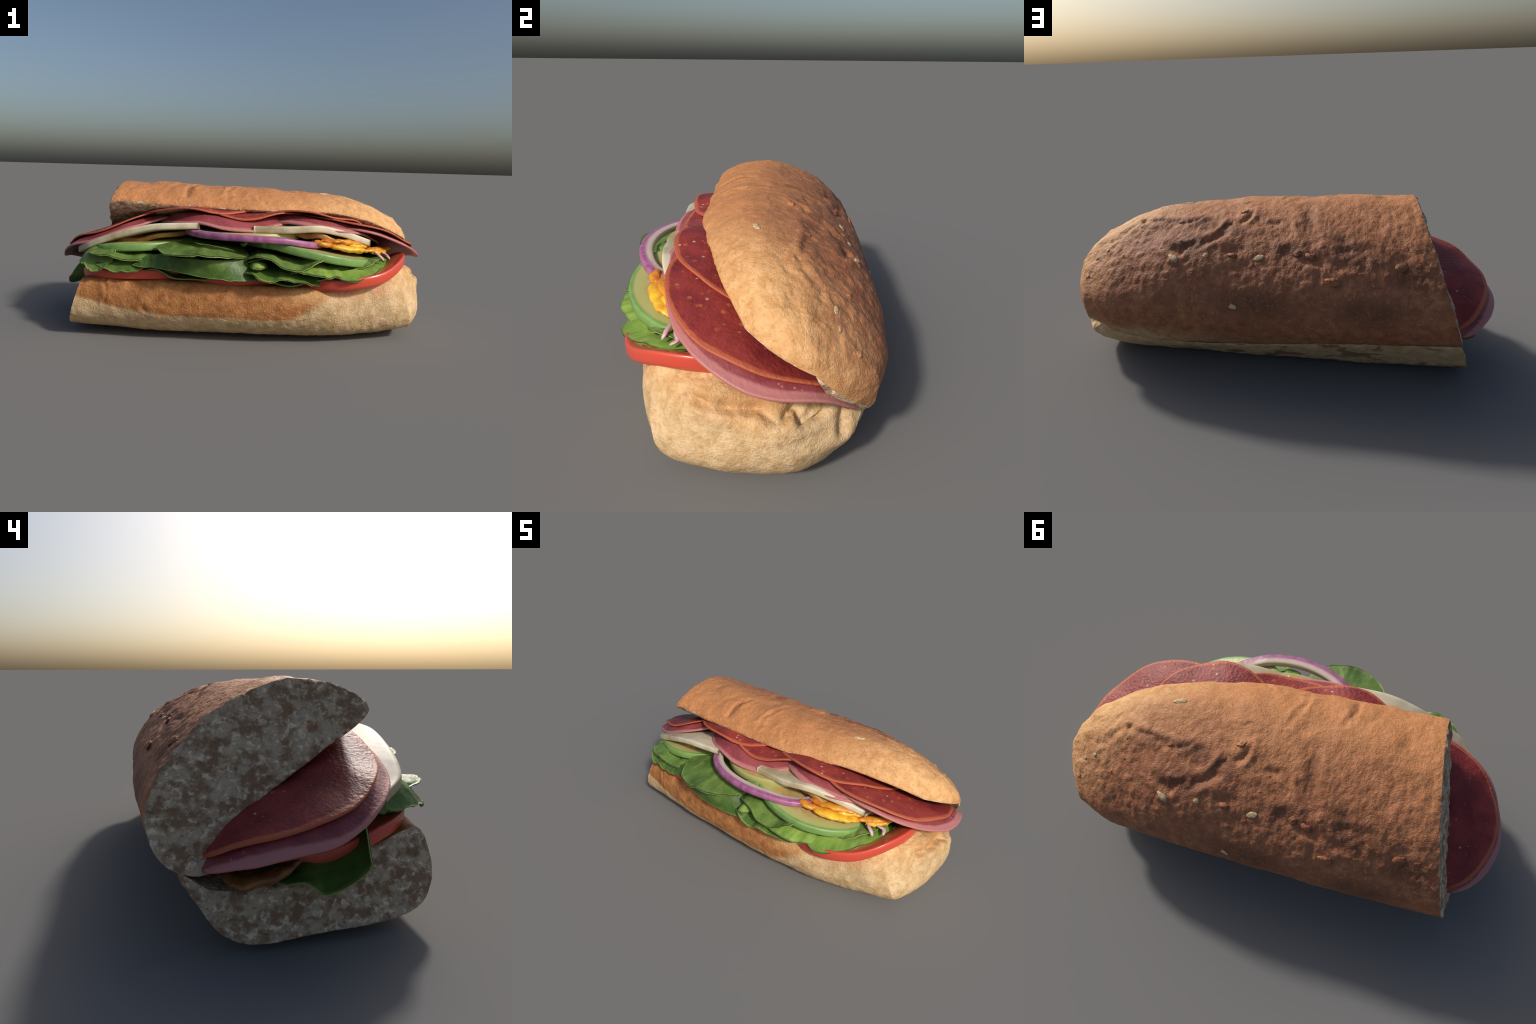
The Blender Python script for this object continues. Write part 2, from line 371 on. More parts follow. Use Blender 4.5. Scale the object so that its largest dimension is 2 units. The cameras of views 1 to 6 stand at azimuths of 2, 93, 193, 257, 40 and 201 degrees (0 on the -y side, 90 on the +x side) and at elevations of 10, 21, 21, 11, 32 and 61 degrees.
def build_bread(name, XS, SEC, nose, crust, is_top, blunt):
    PS = 24
    G = loft_bread(XS, SEC, nose, 300, 26 if is_top else 60, PS, blunt)
    nu, nv, _ = G.shape
    if not is_top:      # the heel leans back above its crease and is cut away towards the front
        w = smooth01(.72, .95, G[..., 0])
        G[..., 0] -= w*(.25*np.maximum(0, G[..., 2]-.27) + .40*np.maximum(0, G[..., 2]-.23)*smooth01(-.05, .12, G[..., 1]) + .20*np.maximum(0, .10-G[..., 1])*smooth01(.10, .32, G[..., 2])
                             + .55*np.maximum(0, G[..., 1]-.17)*smooth01(.15, .30, G[..., 2]) + .15*np.maximum(0, G[..., 1]-.22))
    V = G.reshape(-1, 3); F = grid_faces(nu, nv, True)
    N = vertex_normals(V, F)
    cen = G.mean(1, keepdims=True)
    if ((V-np.repeat(cen, nv, 1).reshape(-1, 3))*N).sum(1).mean() < 0: N = -N
    seg = np.tile(np.arange(nv)//PS, nu)
    xcol = V[:, 0]
    if is_top:
        crustw = np.where((seg <= 7), 1.0, .35)
        d = .010*fbm(V*4.0, 3)*crustw
        # wrinkles running over the crown at a slant
        W = np.column_stack([V[:, 0]*6.5 + 3.0*V[:, 1] + .8*fbm(V*3+31, 2), V[:, 1]*2.4, V[:, 2]*2.4])
        d += .010*fbm(W+5, 2)*crustw*smooth01(.75, .3, V[:, 0])*smooth01(.30, .55, V[:, 2])
        back = smooth01(.05, .30, V[:, 1])*smooth01(.35, .55, V[:, 2])
        d += (.0030 + .0035*back)*fbm(V*26, 4, .65)*crustw
        d += .009*np.minimum(0, fbm(V*np.array([4, 8, 8])+9, 3)+.02)*crustw*back
    else:
        d = .007*fbm(V*5.0+3, 3) + .0030*fbm(V*22, 4, .6)
    warp = V + .030*np.column_stack([fbm(V*11+40, 3), fbm(V*11+60, 3), fbm(V*11+80, 3)])
    fray = .65 + .9*fbm(V*17+90, 3)
    for line, w, dep in CREASES:
        if is_top != (dep[1] == 't'): continue
        L = np.array(line); amp = .52 if is_top else .8
        if dep[1] == 'h':
            near = V[:, 0] > .80
            flat = np.array([0, 1., 1.]); q = polyline_dist((V[near]*.65+warp[near]*.35)*flat, line)
            amp = smooth01(.80, .90, V[near, 0])*smooth01(.15, .55, N[near, 0])
        else:
            near = ((V > L.min(0)-.12) & (V < L.max(0)+.12)).all(1)
            q = polyline_dist(warp[near], line)
        d[near] += amp*(-dep[0]*np.exp(-(q/w)**2)*np.clip(fray[near], .35, 1.4)) + .25*dep[0]*np.exp(-((q-2.2*w)/(1.3*w))**2)*(amp > 0)
    # leave the cut plane flat: fade the displacement's x part at the slice
    D = N*d[:, None]
    fade = np.clip((np.repeat(np.arange(nu), nv))/6.0, 0, 1)
    D[:, 0] *= fade
    V = V + D
    V[:, 2] = np.maximum(V[:, 2], 0.0)
    # slots: crust outside, crumb on the inner faces
    inner = (8, 11) if is_top else (9, 11)
    fseg = np.tile(np.arange(nv)//PS, nu-1); fx = V[F[:, 0], 0]
    mi = np.where((fseg >= inner[0]) & (fseg <= inner[1]) & (fx < (2.0 if is_top else .55)), 1, 0)
    if is_top:
        vi = np.tile(np.arange(nv), nu-1); fc = V[F[:, 0]]
        torn = fbm(np.column_stack([fc[:, 0]*9, fc[:, 1]*0, fc[:, 2]*0+4]), 3)
        mi = np.where((vi < 14*np.clip(torn, 0, .6)) & (fx < .5), 1, mi)
    # cut face: flat slanted slice, triangulated, lightly pitted
    ring0 = V[:nv]
    cap_v, cap_f = fill_face(ring0[:, 1:], .0075)
    ny, nz = cap_v[:, 0], cap_v[:, 1]
    inn = np.ones(len(cap_v)); inn[:nv] = 0
    pit = .014*fbm(np.column_stack([ny*0, ny*15, nz*15])+70, 4, .6) - .003
    gap = np.sqrt(np.min((ny[:, None]-ring0[None, ::6, 1])**2+(nz[:, None]-ring0[None, ::6, 2])**2, axis=1))
    cx = XS[0] + cut_shift(ny, nz) + pit*inn - .003*smooth01(0, .07, gap)*inn
    cap = np.column_stack([cx, ny, nz]); cap[:nv] = ring0
    faces = F.tolist() + (cap_f + len(V)).tolist()
    mi = np.concatenate([mi, np.ones(len(cap_f), int)])
    V = np.concatenate([V, cap]); F = faces
    ob = make_obj(name, V, F, [crust, MAT_CRUMB], mi)
    me = ob.data
    import bmesh
    bm = bmesh.new(); bm.from_mesh(me)
    bmesh.ops.remove_doubles(bm, verts=bm.verts, dist=2e-5)
    bmesh.ops.recalc_face_normals(bm, faces=bm.faces); bm.to_mesh(me); bm.free()
    try: me.set_sharp_from_angle(angle=math.radians(50))
    except Exception: pass
    return ob

top_bread = build_bread("top_bread", TOP_X, TOP_SEC, (.958, .275, .440), MAT_CRUST_TOP, True, 2.0)
bottom_bread = build_bread("bottom_bread", BOT_X, BOT_SEC, (.994, .12, .225), MAT_CRUST_BOTTOM, False, 3.4)

# ------------------------------------------------------------------ oat flakes and crumbs baked onto the crust
def flake_material():
    M = Mat("oat", .7, .3); n = M.noise(60, 3)
    M.color(M.mix(M.step(n, .3, .7), (.46, .30, .14), (.66, .50, .30))); M.bump(n, .4, .004); return M.m
MAT_OAT = flake_material()
def blob_mesh(seed):
    nu, nv = 12, 18; th = np.linspace(0, math.pi, nu); ph = np.linspace(0, 2*math.pi, nv, endpoint=False)
    P = np.array([[(math.sin(t)*math.cos(p), math.sin(t)*math.sin(p), math.cos(t)) for p in ph] for t in th]).reshape(-1, 3)
    P *= (1+.75*fbm(P*1.7+seed*5, 3))[:, None]
    return P, grid_faces(nu, nv, True)
from mathutils import Vector
me_top = top_bread.data
pv = np.empty(len(me_top.vertices)*3); me_top.vertices.foreach_get("co", pv); pv = pv.reshape(-1, 3)
pn = np.empty(len(me_top.vertices)*3); me_top.vertices.foreach_get("normal", pn); pn = pn.reshape(-1, 3)
FLAKES = [(.455,.067,.726,.030,.011,.3),(.398,.438,.576,.028,.012,-.6),(.252,.426,.595,.012,.010,0),(.142,.411,.604,.020,.014,.2),(.026,.423,.605,.024,.014,.2),
          (-.14,.40,.622,.018,.016,0),(-.193,.415,.608,.026,.014,-.4),(.773,.338,.561,.014,.010,0),(.828,.353,.523,.010,.008,0),(.857,.412,.456,.013,.012,0),
          (.416,.255,.689,.020,.010,.5),(-.577,.418,.581,.026,.018,.5),(-.296,.486,.53,.028,.016,-.2),(.113,.537,.416,.018,.010,-.6),(-.642,.409,.582,.012,.010,0),(.133,.186,.713,.020,.014,.4)]
extra = np.random.default_rng(12)
for k in range(14):
    FLAKES.append((extra.uniform(-.6, .75), extra.uniform(.18, .50), .60, extra.uniform(.003, .006), extra.uniform(.003, .005), extra.uniform(0, 3)))
for i, (x, y, z, a, b, ang) in enumerate(FLAKES):
    if i < 16: j = np.argmin(((pv-np.array([x, y, z]))**2).sum(1))
    else: j = np.argmin(((pv[:, :2]-np.array([x, y]))**2).sum(1) + (pv[:, 2] < pn[:, 2]*0+.3)*9 + (pn[:, 2] < .1)*9)
    n = pn[j]; t = np.cross(n, [0, 1, 0]); t /= np.linalg.norm(t); u = np.cross(n, t)
    ca, sa = math.cos(ang), math.sin(ang); t, u = t*ca+u*sa, u*ca-t*sa
    P, FF = blob_mesh(i)
    h = min(a, b)*.38
    V = pv[j] + P[:, :1]*a*t + P[:, 1:2]*b*u + P[:, 2:]*h*n + n*h*.05
    pale_f = i in (0, 1, 2, 4, 7, 8, 13) 
    make_obj("oat_flake", V, FF, [MAT_OAT if pale_f else MAT_CRUST_TOP], parent=top_bread, origin=None)

# ------------------------------------------------------------------ the stack of fillings
# upper surface of the meat S(x, y) and the cut face of the lower bread B(x, y), fanned out from the hinge
SX = [-1.0, -.9, -.77, -.5, -.33, -.2, -.05, .1, .27, .45, .6, .72, .85, 1.0]
SY = [-.30, -.10, .10, .27, .40]
SZ = np.array([[.376,.390,.363,.322,.255],[.453,.444,.410,.345,.245],[.484,.493,.442,.365,.238],[.588,.585,.490,.385,.215],
      [.638,.625,.525,.390,.200],[.640,.632,.535,.395,.200],[.618,.632,.540,.390,.190],[.608,.628,.540,.390,.190],[.648,.630,.540,.390,.190],
      [.632,.610,.530,.385,.190],[.606,.588,.510,.380,.200],[.575,.562,.495,.375,.225],[.525,.520,.475,.395,.315],[.450,.460,.435,.410,.365]])
BX = [-.86, -.3, .1, .45, .7, .85, 1.0]
BY = [-.37, -.2, .05, .35]
BZ = np.array([[.28,.255,.195,.19],[.29,.262,.205,.19],[.285,.252,.195,.16],[.27,.247,.195,.15],[.305,.295,.245,.18],[.350,.365,.345,.24],[.38,.40,.38,.32]])
def field(X, Y, Z, x, y):
    x = np.asarray(x, float).ravel(); y = np.asarray(y, float).ravel()
    cols = pchip(X, Z, np.clip(x, X[0], X[-1]))
    yq = np.clip(y, Y[0]-.12, Y[-1])
    out = np.empty(len(x)); Ya = np.array(Y)
    i = np.clip(np.searchsorted(Ya, yq, side='right')-1, 0, len(Y)-2)
    r = np.arange(len(x))
    # Catmull-Rom across y
    t = (yq-Ya[i])/(Ya[i+1]-Ya[i])
    def slope(j):
        a = np.clip(j-1, 0, len(Y)-1); b = np.clip(j+1, 0, len(Y)-1)
        return (cols[r, b]-cols[r, a])/(Ya[b]-Ya[a])
    h = Ya[i+1]-Ya[i]; m0 = slope(i)*h; m1 = slope(i+1)*h
    p0 = cols[r, i]; p1 = cols[r, i+1]
    tc = np.maximum(t, 0)
    out = (2*tc**3-3*tc**2+1)*p0+(tc**3-2*tc**2+tc)*m0+(-2*tc**3+3*tc**2)*p1+(tc**3-tc**2)*m1
    return out + np.minimum(t, 0)*m0
def S(x, y): return field(SX, SY, SZ, x, y)
def B(x, y): return field(BX, BY, BZ, x, y)
def layer(f): return lambda x, y: B(x, y)*(1-f)+S(x, y)*f

def soft_max_y(y, x=0, w=.08):
    lim = .375 + .07*smooth01(.55, .85, np.asarray(x, float))
    return np.where(y > lim-w, lim-w+w*np.tanh((y-lim+w)/w), y)

def slice_disc(name, cx, cy, rx, ry, zf, thick, mat, seed=0, wob=.03, ripple=0., rip_n=7, droop=0., droop_at=.8,
               tilt=None, nseg=120, nring=26, kind=None):
    """A thin round slice draped over the height rule zf(x, y); returns the object."""
    th = np.linspace(0, 2*math.pi, nseg, endpoint=False)
    out = 1 + wob*fbm(np.column_stack([np.cos(th)*1.2+seed*3.1, np.sin(th)*1.2, th*0+seed]), 3)
    def ring(rho):
        x = cx + rx*rho*np.cos(th)*out; y = cy + ry*rho*np.sin(th)*out
        return x, soft_max_y(y, x)
    rows = []
    rr = np.concatenate([np.linspace(.02, .86, nring-6), np.linspace(.89, 1, 6)])
    def zed(x, y, rho):
        z = zf(x, y)
        z = z - droop*smooth01(droop_at, 1.02, np.array(rho))
        if ripple: z = z + ripple*rho**3*np.sin(rip_n*th+seed*2.3+1.7*np.sin(th*2+seed)) + ripple*.6*fbm(np.column_stack([x*6, y*6, x*0+seed]), 2)
        return z
    top = []
    e = thick*.5
    for rho in rr:                      # top
        x, y = ring(rho); top.append(np.column_stack([x, y, zed(x, y, rho)]))
    rim = []
    for a in np.linspace(0, math.pi, 7)[1:-1]:       # rounded rim
        rho = 1 + math.sin(a)**.6*min(e, .007)/max(rx, ry); x, y = ring(rho)
        rim.append(np.column_stack([x, y, zed(x, y, 1.0) - e*(1-math.cos(a))]))
    bot = []
    for rho in rr[::-1]:
        x, y = ring(rho); bot.append(np.column_stack([x, y, zed(x, y, rho)-thick]))
    rows = np.array(top+rim+bot)
    V = rows.reshape(-1, 3); F = grid_faces(len(rows), nseg, True).tolist()
    F.append(list(range(nseg))); F.append(list(range(len(V)-1, len(V)-nseg-1, -1)))
    o = (cx, cy, float(np.mean(V[:, 2])))
    return make_obj(name, V, F, [mat], origin=o, kind=kind)

# ------------------------------------------------------------------ salami
flk = [(20, .22, (.42, .12, .045), .9), (34, .17, (.46, .20, .14), .8), (13, .10, (.62, .46, .38), .8)]
for i, (cx, cy, r, dz, seed) in enumerate([(.585, .14, .372, .000, 1), (.36, .09, .335, .010, 2), (.04, .09, .370, .000, 3),
                                         (-.20, .08, .358, .012, 4), (-.64, .105, .318, .006, 5)]):
    m = radial_material("salami", (.44, .105, .048), (.165, .018, .019), (.31, .042, .034), r*.962, r*.985, .52, flk, .55, 8, .35)
    slice_disc("salami_slice", cx, cy, r, r, (lambda d: lambda x, y: S(x, y)+d)(dz), .009, m, seed, .03, .005, 5)

# ------------------------------------------------------------------ ham
hamflk = [(40, .2, (.55, .22, .19), .6)]
for i, (cx, cy, rx, ry, dz, seed, dr) in enumerate([(.612, .155, .385, .372, -.011, 11, .020), (-.05, .06, .395, .395, -.014, 12, .040),
                                             (-.64, .095, .350, .345, -.010, 13, .022), (.42, .08, .345, .355, -.016, 14, .036)]):
    m = radial_material("ham", (.46, .175, .165), (.19, .030, .036), (.32, .072, .078), min(rx, ry)*.965, min(rx, ry)*.995, .45, hamflk, .35, 7, .4)
    slice_disc("ham_slice", cx, cy, rx, ry, (lambda d: lambda x, y: S(x, y)+d)(dz), .012, m, seed, .03, .006, 5, dr, .82)

# ------------------------------------------------------------------ cheese
MAT_CHEESE = plain_material("cheese", (.38, .30, .17), (.68, .61, .45), 6, .5, .15, .35, .1)
def sheet(name, front, inner, thick, mat, n=60, m=26, wav=.0):
    """Flat slice with a free front edge: front and inner are lists of 3D control points, same count."""
    t = np.linspace(0, 1, n); k = np.linspace(0, 1, len(front))
    A = pchip(k, np.array(front, float), t); C = pchip(k, np.array(inner, float), t)
    prof = []
    for s in np.linspace(0, 1, m): prof.append((s, 0.))
    e = thick/2
    for a in np.linspace(0, math.pi, 7)[1:-1]: prof.append((1+.0, -(e-e*math.cos(a))))
    for s in np.linspace(1, 0, m): prof.append((s, -thick))
    rows = []
    for j, (s, dz) in enumerate(prof):
        p = C + (A-C)*s; p = p.copy(); p[:, 2] += dz
        if m <= j < m+5:
            p[:, 1] -= min(e, .006)*math.sin(math.pi*(j-m+1)/6)**.5
        rows.append(p)
    V = np.array(rows).reshape(-1, 3)
    V[:, 2] += wav*fbm(V*np.array([7, 7, 0])+3, 2)
    R = len(rows); F = grid_faces(R, n).tolist()
    F.append([r*n for r in range(R)]); F.append([r*n+n-1 for r in range(R)][::-1])
    return make_obj(name, V, F, [mat], origin=tuple(V.mean(0)))
sheet("cheese_slice", [(.095,-.310,.578),(.25,-.318,.580),(.40,-.295,.588),(.52,-.260,.568),(.68,-.195,.514)],
      [(.095,-.05,.56),(.25,-.05,.565),(.40,-.05,.57),(.52,-.05,.55),(.68,-.05,.50)], .034, MAT_CHEESE)
sheet("cheese_slice", [(-.82,-.19,.430),(-.73,-.285,.470),(-.58,-.322,.528),(-.36,-.340,.580),(-.17,-.325,.588)],
      [(-.78,.05,.39),(-.71,.05,.42),(-.58,.02,.475),(-.36,.0,.53),(-.17,.0,.545)], .032, MAT_CHEESE)

# ------------------------------------------------------------------ cucumber
def cucumber(cx, cy, rx, ry, zf, seed, peeled=1.0):
    M = Mat("cucumber", .4, .5)
    X, Y, Z = M.xyz(); r = M.math('SQRT', M.math('ADD', M.math('POWER', M.math('DIVIDE', X, rx), 2.), M.math('POWER', M.math('DIVIDE', Y, ry), 2.)))
    n = M.noise(20, 4)
    c = M.mix(M.step(n, .3, .7), (.36, .24, .085), (.50, .37, .15))
    c = M.mix(M.step(r, .74*peeled, .88*peeled), c, (.40, .39, .14))
    c = M.mix(M.step(r, .94*peeled, .985*peeled), c, M.mix(n, (.09, .20, .04), (.26, .42, .13)))
    M.color(c); M.bump(n, .2, .01)
    return slice_disc("cucumber_slice", cx, cy, rx, ry, zf, .040, M.m, seed, .015, .0)
cucumber(.36, -.12, .325, .310, lambda x, y: .495-.20*np.maximum(x-.30, -.1)-.02*(y+.3), 21)
cucumber(-.51, -.09, .26, .27, lambda x, y: .480+.03*(x+.5)-.10*np.maximum(-.55-x, 0), 22)
cucumber(.06, -.10, .27, .255, lambda x, y: .545+0*x, 23, 1.2)

# ------------------------------------------------------------------ onion
MO = Mat("onion", .35, .5)
X, Y, Z = MO.xyz()
rO = MO.math('SQRT', MO.math('ADD', MO.math('POWER', MO.math('DIVIDE', X, .325), 2.), MO.math('POWER', MO.math('DIVIDE', Y, .225), 2.)))
nO = MO.noise(24, 4, src=MO.mapping((1, 1, .3)))
cO = MO.mix(MO.step(nO, .3, .7), (.27, .070, .18), (.40, .150, .29))
cO = MO.mix(MO.step(MO.math('ADD', rO, MO.math('MULTIPLY', nO, .06)), 1.06, .98), cO, (.58, .46, .38))
MO.color(cO); MO.bump(nO, .2, .01)
def onion_ring(cx, cy, rx, ry, zf, w, h, a0, a1, mat, n=110):
    th = np.linspace(a0, a1, n); rows = []
    prof = [(math.copysign(abs(math.cos(a))**.5, math.cos(a)), math.copysign(abs(math.sin(a))**.5, math.sin(a))) for a in np.linspace(0, 2*math.pi, 20, endpoint=False)]
    for t in th:
        x, y = cx+rx*math.cos(t), cy+ry*math.sin(t); z = float(zf(x, y))
        wob = .004*math.sin(3*t)
        rows.append([(x+math.cos(t)*(w/2*a), y+math.sin(t)*(w/2*a), z+h/2*b+wob) for a, b in prof])
    V = np.array(rows).reshape(-1, 3); F = grid_faces(n, 20, True).tolist()
    F.append(list(range(20))[::-1]); F.append([len(V)-20+i for i in range(20)])
    return make_obj("onion_ring", V, F, [mat], origin=(cx, cy, float(zf(cx, cy))))
onion_ring(.100, -.21, .328, .222, lambda x, y: .528-.04*(x-.1)-.12*max(0, x-.25), .058, .032, math.radians(172), math.radians(375), MO.m)

# ------------------------------------------------------------------ tomato
def tomato(cx, cy, rx, ry, zf, seed, th=.055):
    M = Mat("tomato", .25, .5)
    X, Y, Z = M.xyz(); r = M.math('SQRT', M.math('ADD', M.math('POWER', M.math('DIVIDE', X, rx), 2.), M.math('POWER', M.math('DIVIDE', Y, ry), 2.)))
    n = M.noise(9, 4)
    c = M.mix(M.step(n, .35, .65), (.62, .15, .055), (.68, .24, .085))
    c = M.mix(M.step(r, .86, .96), c, (.60, .080, .048))
    M.color(c); M.bump(n, .15, .01)
    M.b.inputs["Subsurface Weight"].default_value = .1; M.b.inputs["Subsurface Radius"].default_value = (.04, .01, .006); M.b.inputs["Subsurface Scale"].default_value = .3
    return slice_disc("tomato_slice", cx, cy, rx, ry, zf, th, M.m, seed, .02)
tomato(.545, -.075, .325, .322, lambda x, y: B(x, y)+.068, 31)
tomato(-.47, -.05, .355, .340, lambda x, y: B(x, y)+.068, 32, .05)
tomato(-.03, -.05, .34, .340, lambda x, y: B(x, y)+.048, 33, .05)

# ------------------------------------------------------------------ lettuce
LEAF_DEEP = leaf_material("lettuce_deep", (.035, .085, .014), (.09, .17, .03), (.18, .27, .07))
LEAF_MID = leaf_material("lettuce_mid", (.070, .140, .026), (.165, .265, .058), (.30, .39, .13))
LEAF_BRIGHT = leaf_material("lettuce_bright", (.125, .245, .030), (.25, .39, .068), (.38, .48, .15))
LEAF_EDGE = leaf_material("lettuce_edge", (.13, .21, .045), (.23, .33, .085), (.36, .45, .16))
def leaf(outer, inner, mat, seed, ruffle=.018, curl=.02, n=90, m=34, thick=.007, freq=16, round_ends=.35, puff=.0):
    """Ruffled leaf lobe between an inner line (in the stack) and an outer free edge (3D control points)."""
    t = np.linspace(0, 1, n)
    A = pchip(np.linspace(0, 1, len(outer)), np.array(outer, float), t); C = pchip(np.linspace(0, 1, len(inner)), np.array(inner, float), t)
    s = np.linspace(0, 1, m)
    env = 1-round_ends*np.abs(2*t-1)**3
    P = C[None]+(A-C)[None]*(s[:, None]*env[None])[:, :, None]
    ph = fbm(np.column_stack([t*5+seed*7.7, t*0+seed, t*0]), 3)
    wave = np.sin(freq*t+2.4*ph+seed)
    g = (s**2)[:, None]
    P[:, :, 2] += ruffle*g*wave[None]+puff*np.sin(math.pi*s)[:, None]
    P[:, :, 1] += ruffle*.5*g*np.cos(freq*.8*t+2*ph+seed*2)[None]
    P[:, :, 2] -= curl*(s**4)[:, None]
    Q = P.reshape(-1, 3)
    Q[:, 2] += .012*fbm(Q*8+seed, 3); Q[:, 1] += .010*fbm(Q*7+seed+50, 2)
    F = grid_faces(m, n)
    N = vertex_normals(Q, F)
    V = np.concatenate([Q+N*thick/2, Q-N*thick/2]); k = len(Q)
    idx = np.arange(k).reshape(m, n)
    border = np.concatenate([idx[0, :], idx[1:, -1], idx[-1, -2::-1], idx[-2:0:-1, 0]])
    b2 = np.roll(border, -1)
    FF = np.concatenate([F, F[:, ::-1]+k, np.stack([border, border+k, b2+k, b2], -1)])
    row = np.repeat(np.arange(m-1), n-1)
    rim_rows = 1
    mi = np.concatenate([(row >= m-1-rim_rows)*1, (row >= m-1-rim_rows)*1, np.ones(len(border), int)])
    return make_obj("lettuce_leaf", V, FF.tolist(), [mat, LEAF_EDGE], mi, origin=tuple(V.mean(0)))

# dark leaves behind
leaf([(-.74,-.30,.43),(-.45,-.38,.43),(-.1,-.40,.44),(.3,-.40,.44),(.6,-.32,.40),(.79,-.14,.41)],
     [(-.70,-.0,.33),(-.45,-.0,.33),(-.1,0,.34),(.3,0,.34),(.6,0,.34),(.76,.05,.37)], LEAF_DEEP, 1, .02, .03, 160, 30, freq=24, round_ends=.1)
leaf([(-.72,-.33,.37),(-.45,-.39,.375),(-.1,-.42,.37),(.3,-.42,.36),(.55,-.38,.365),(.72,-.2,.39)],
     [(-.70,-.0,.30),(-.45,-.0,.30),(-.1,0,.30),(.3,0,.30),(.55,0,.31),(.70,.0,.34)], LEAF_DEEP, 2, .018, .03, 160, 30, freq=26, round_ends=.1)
# left lobe, light, reaching out of the cut end
leaf([(-.75,-.29,.435),(-.69,-.385,.458),(-.60,-.415,.442),(-.46,-.42,.420),(-.36,-.38,.415)],
     [(-.66,-.10,.43),(-.62,-.1,.43),(-.54,-.1,.43),(-.44,-.1,.43),(-.38,-.1,.43)], LEAF_MID, 3, .008, .022, freq=7, round_ends=.12)
leaf([(-.74,-.33,.375),(-.62,-.41,.370),(-.50,-.42,.365),(-.40,-.42,.375)],
     [(-.70,-.25,.42),(-.60,-.33,.42),(-.50,-.34,.42),(-.40,-.33,.42)], LEAF_DEEP, 12, .008, .01, freq=8, round_ends=.1)
leaf([(-.80,-.20,.37),(-.785,-.28,.350),(-.735,-.36,.375),(-.67,-.395,.352),(-.58,-.415,.375)],
     [(-.70,-.08,.40),(-.70,-.14,.425),(-.67,-.20,.440),(-.62,-.24,.445),(-.56,-.28,.445)], LEAF_MID, 18, .014, .0, 80, 34, freq=8, round_ends=.12, puff=.045)
# large bulging leaf: crest, then a hanging apron
leaf([(-.38,-.39,.478),(-.29,-.505,.476),(-.18,-.545,.470),(-.07,-.535,.464),(.02,-.475,.455),(.08,-.40,.445)],
     [(-.34,-.1,.48),(-.25,-.1,.48),(-.17,-.1,.48),(-.09,-.1,.48),(-.02,-.1,.47),(.04,-.1,.46)], LEAF_MID, 4, .006, .012, freq=6, round_ends=.05)
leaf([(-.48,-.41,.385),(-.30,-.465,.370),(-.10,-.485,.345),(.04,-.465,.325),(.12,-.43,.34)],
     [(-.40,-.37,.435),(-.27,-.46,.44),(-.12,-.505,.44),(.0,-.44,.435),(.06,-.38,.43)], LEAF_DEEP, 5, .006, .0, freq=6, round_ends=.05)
# frilly middle
leaf([(.04,-.42,.440),(.13,-.465,.455),(.24,-.48,.445),(.34,-.47,.430),(.42,-.45,.455),(.47,-.38,.465)],
     [(.10,-.2,.43),(.16,-.2,.44),(.24,-.2,.43),(.32,-.2,.43),(.38,-.2,.44),(.42,-.2,.44)], LEAF_MID, 6, .014, .022, freq=10, round_ends=.1)
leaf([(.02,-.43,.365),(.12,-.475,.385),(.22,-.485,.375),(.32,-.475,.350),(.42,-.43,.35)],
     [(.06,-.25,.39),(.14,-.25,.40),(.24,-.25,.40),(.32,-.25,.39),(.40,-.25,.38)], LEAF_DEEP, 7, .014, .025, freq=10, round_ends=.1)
leaf([(.08,-.45,.405),(.12,-.485,.420),(.17,-.48,.408)], [(.09,-.30,.41),(.12,-.30,.42),(.16,-.30,.41)], LEAF_BRIGHT, 15, .004, .02, 40, 20, freq=4, round_ends=.4)
# bright right lobes
leaf([(.26,-.43,.390),(.32,-.485,.415),(.40,-.480,.408),(.48,-.445,.390),(.56,-.39,.385)],
     [(.30,-.2,.41),(.35,-.2,.415),(.42,-.2,.41),(.48,-.2,.40),(.53,-.2,.40)], LEAF_BRIGHT, 8, .007, .030, freq=5, round_ends=.12)
leaf([(.47,-.42,.385),(.55,-.43,.372),(.65,-.375,.368),(.73,-.28,.392),(.79,-.14,.425)],
     [(.46,-.2,.41),(.52,-.18,.405),(.58,-.14,.40),(.64,-.08,.40),(.68,0,.41)], LEAF_BRIGHT, 9, .010, .016, freq=8, round_ends=.08)
leaf([(.58,-.33,.405),(.66,-.29,.412),(.73,-.21,.425),(.76,-.13,.44)],
     [(.54,-.15,.41),(.60,-.12,.41),(.65,-.08,.41),(.68,0,.42)], LEAF_MID, 16, .008, .01, freq=7, round_ends=.1)
# leaf falling out of the cut end
leaf([(-.83,.20,.225),(-.88,.155,.215),(-.915,.10,.215),(-.945,.025,.192),(-.930,-.06,.208),(-.905,-.12,.250),(-.86,-.125,.325),(-.80,-.13,.37)],
     [(-.70,.14,.25),(-.70,.10,.25),(-.70,.06,.26),(-.70,.0,.27),(-.70,-.05,.29),(-.70,-.09,.33),(-.70,-.11,.35),(-.70,-.13,.38)], LEAF_DEEP, 10, .006, .0, 110, 34, freq=8, round_ends=.02)
# pale sprig behind the onion
leaf([(.02,-.36,.505),(.08,-.40,.515),(.15,-.40,.512),(.22,-.37,.505)], [(.05,-.2,.515),(.09,-.2,.52),(.13,-.2,.52),(.18,-.2,.515)], LEAF_MID, 17, .010, .01, 50, 20, freq=8)

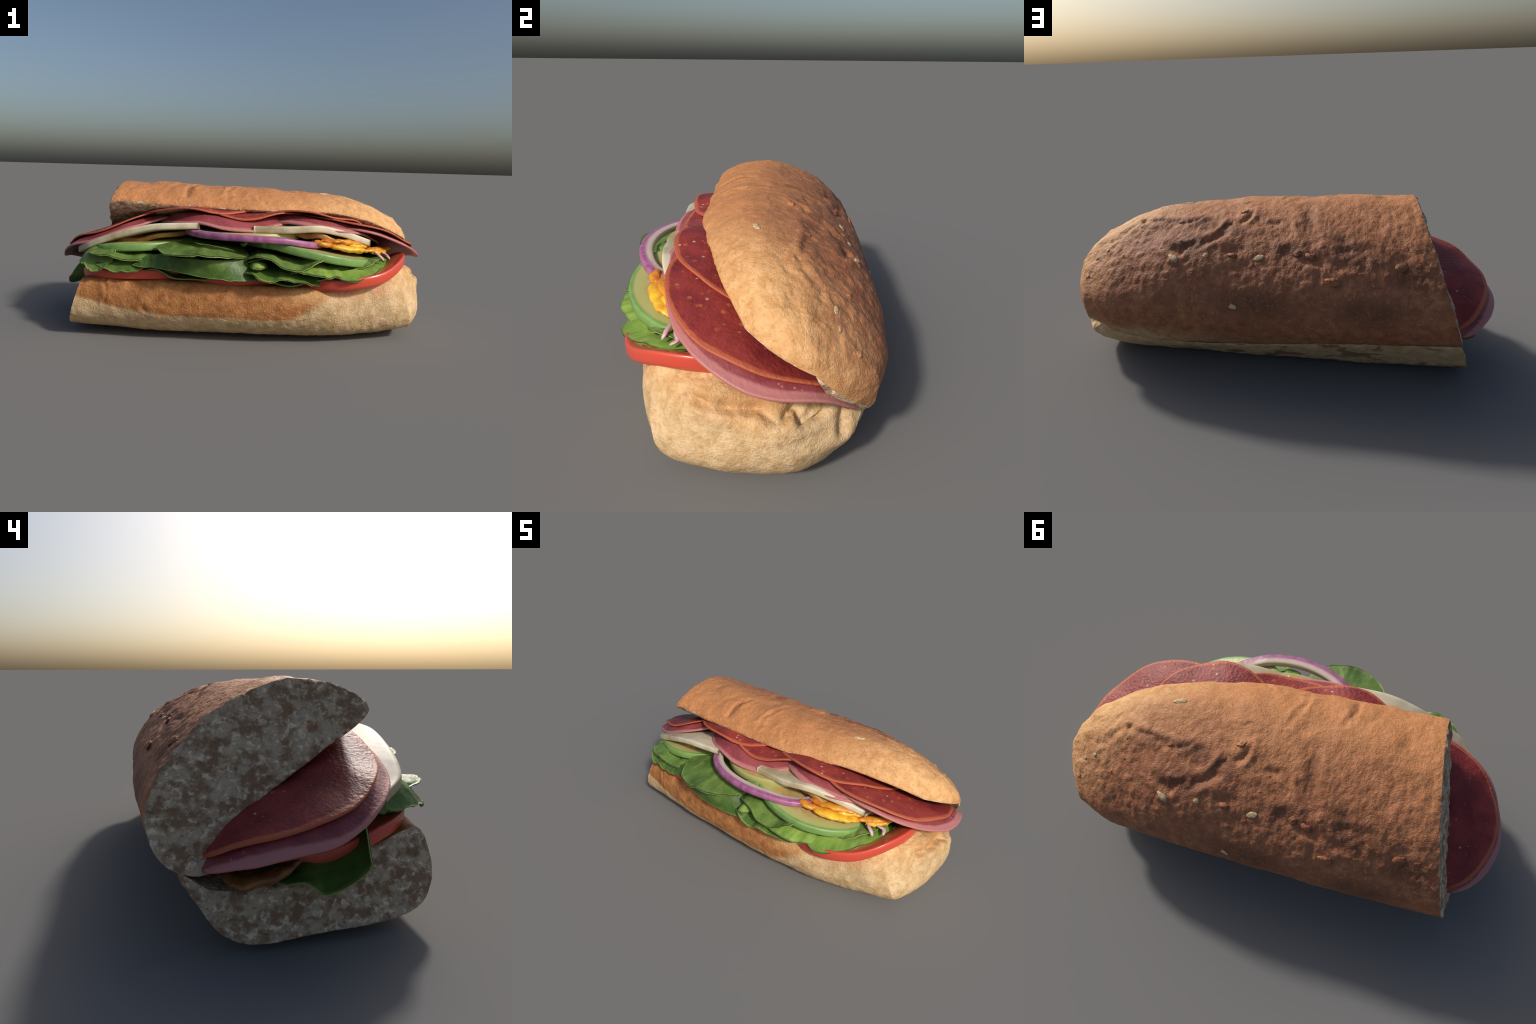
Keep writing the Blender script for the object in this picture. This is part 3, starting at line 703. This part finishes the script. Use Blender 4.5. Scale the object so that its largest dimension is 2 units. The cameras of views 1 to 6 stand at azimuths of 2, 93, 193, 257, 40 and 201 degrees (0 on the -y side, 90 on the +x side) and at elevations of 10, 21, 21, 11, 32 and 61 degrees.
# ------------------------------------------------------------------ yellow pepper and shreds
MAT_PEPPER = plain_material("yellow_pepper", (.62, .24, .02), (.80, .52, .03), 14, .35, .3)
MAT_SHRED = plain_material("onion_shred", (.45, .20, .30), (.62, .48, .42), 20, .4, .2)
def strip(name, pts, r0, r1, mat, seed=0, n=40, k=14):
    t = np.linspace(0, 1, n); P = pchip(np.linspace(0, 1, len(pts)), np.array(pts, float), t)
    T = np.gradient(P, axis=0); T /= np.linalg.norm(T, axis=1)[:, None]
    up = np.array([0, 0, 1.]); A = np.cross(T, up); A /= np.linalg.norm(A, axis=1)[:, None]; Bn = np.cross(A, T)
    rows = []
    for i in range(n):
        f = math.sin(math.pi*min(max(t[i], .015), .985))**.35
        a = np.linspace(0, 2*math.pi, k, endpoint=False)
        rows.append(P[i]+f*(np.cos(a)[:, None]*A[i]*r0+np.sin(a)[:, None]*Bn[i]*r1))
    V = np.array(rows).reshape(-1, 3); V += (.012 if r0 > .015 else .004)*np.column_stack([fbm(V*20+seed, 3), fbm(V*20+seed+9, 3), fbm(V*20+seed+18, 3)])
    F = grid_faces(n, k, True).tolist(); F.append(list(range(k))[::-1]); F.append([len(V)-k+i for i in range(k)])
    return make_obj(name, V, F, [mat], origin=tuple(V.mean(0)))
MAT_PEPPER2 = plain_material("orange_pepper", (.50, .14, .015), (.66, .30, .025), 14, .35, .3)
strip("yellow_pepper", [(.45,-.305,.492),(.52,-.290,.482),(.59,-.255,.470),(.66,-.21,.458)], .040, .016, MAT_PEPPER, 1)
strip("yellow_pepper", [(.43,-.285,.515),(.50,-.27,.510),(.58,-.225,.500),(.67,-.17,.480)], .030, .015, MAT_PEPPER2, 2)
strip("yellow_pepper", [(.55,-.265,.482),(.60,-.22,.488),(.66,-.19,.474)], .026, .014, MAT_PEPPER, 3)
strip("yellow_pepper", [(.64,-.215,.462),(.70,-.17,.460),(.75,-.12,.458),(.80,-.06,.452)], .024, .015, MAT_PEPPER2, 7)
strip("yellow_pepper", [(.38,-.315,.512),(.43,-.325,.505),(.48,-.30,.500)], .020, .013, MAT_PEPPER2, 8)
strip("yellow_pepper", [(.69,-.20,.450),(.74,-.15,.445),(.78,-.10,.445)], .018, .012, MAT_PEPPER, 9)
strip("onion_shred", [(.70,-.20,.455),(.73,-.215,.435),(.745,-.225,.415)], .009, .006, MAT_SHRED, 4)
strip("onion_shred", [(.74,-.18,.452),(.77,-.165,.435),(.785,-.19,.418)], .010, .006, MAT_SHRED, 5)
MAT_ROAST = plain_material("roasted_pepper", (.16, .055, .015), (.30, .12, .03), 14, .4, .3)
strip("roasted_pepper", [(-.80,.30,.215),(-.875,.25,.215),(-.885,.17,.235),(-.86,.09,.26)], .035, .018, MAT_ROAST, 6)
MAT_MUSTARD = plain_material("mustard", (.30, .13, .025), (.52, .30, .08), 12, .45, .3)
slice_disc("mustard_spread", .44, -.04, .25, .235, lambda x, y: .552-.28*np.maximum(x-.40, 0), .03, MAT_MUSTARD, 41, .05, .006)
slice_disc("mustard_spread", -.46, -.04, .25, .235, lambda x, y: .505+.16*(x+.45), .025, MAT_MUSTARD, 42, .05, .006)
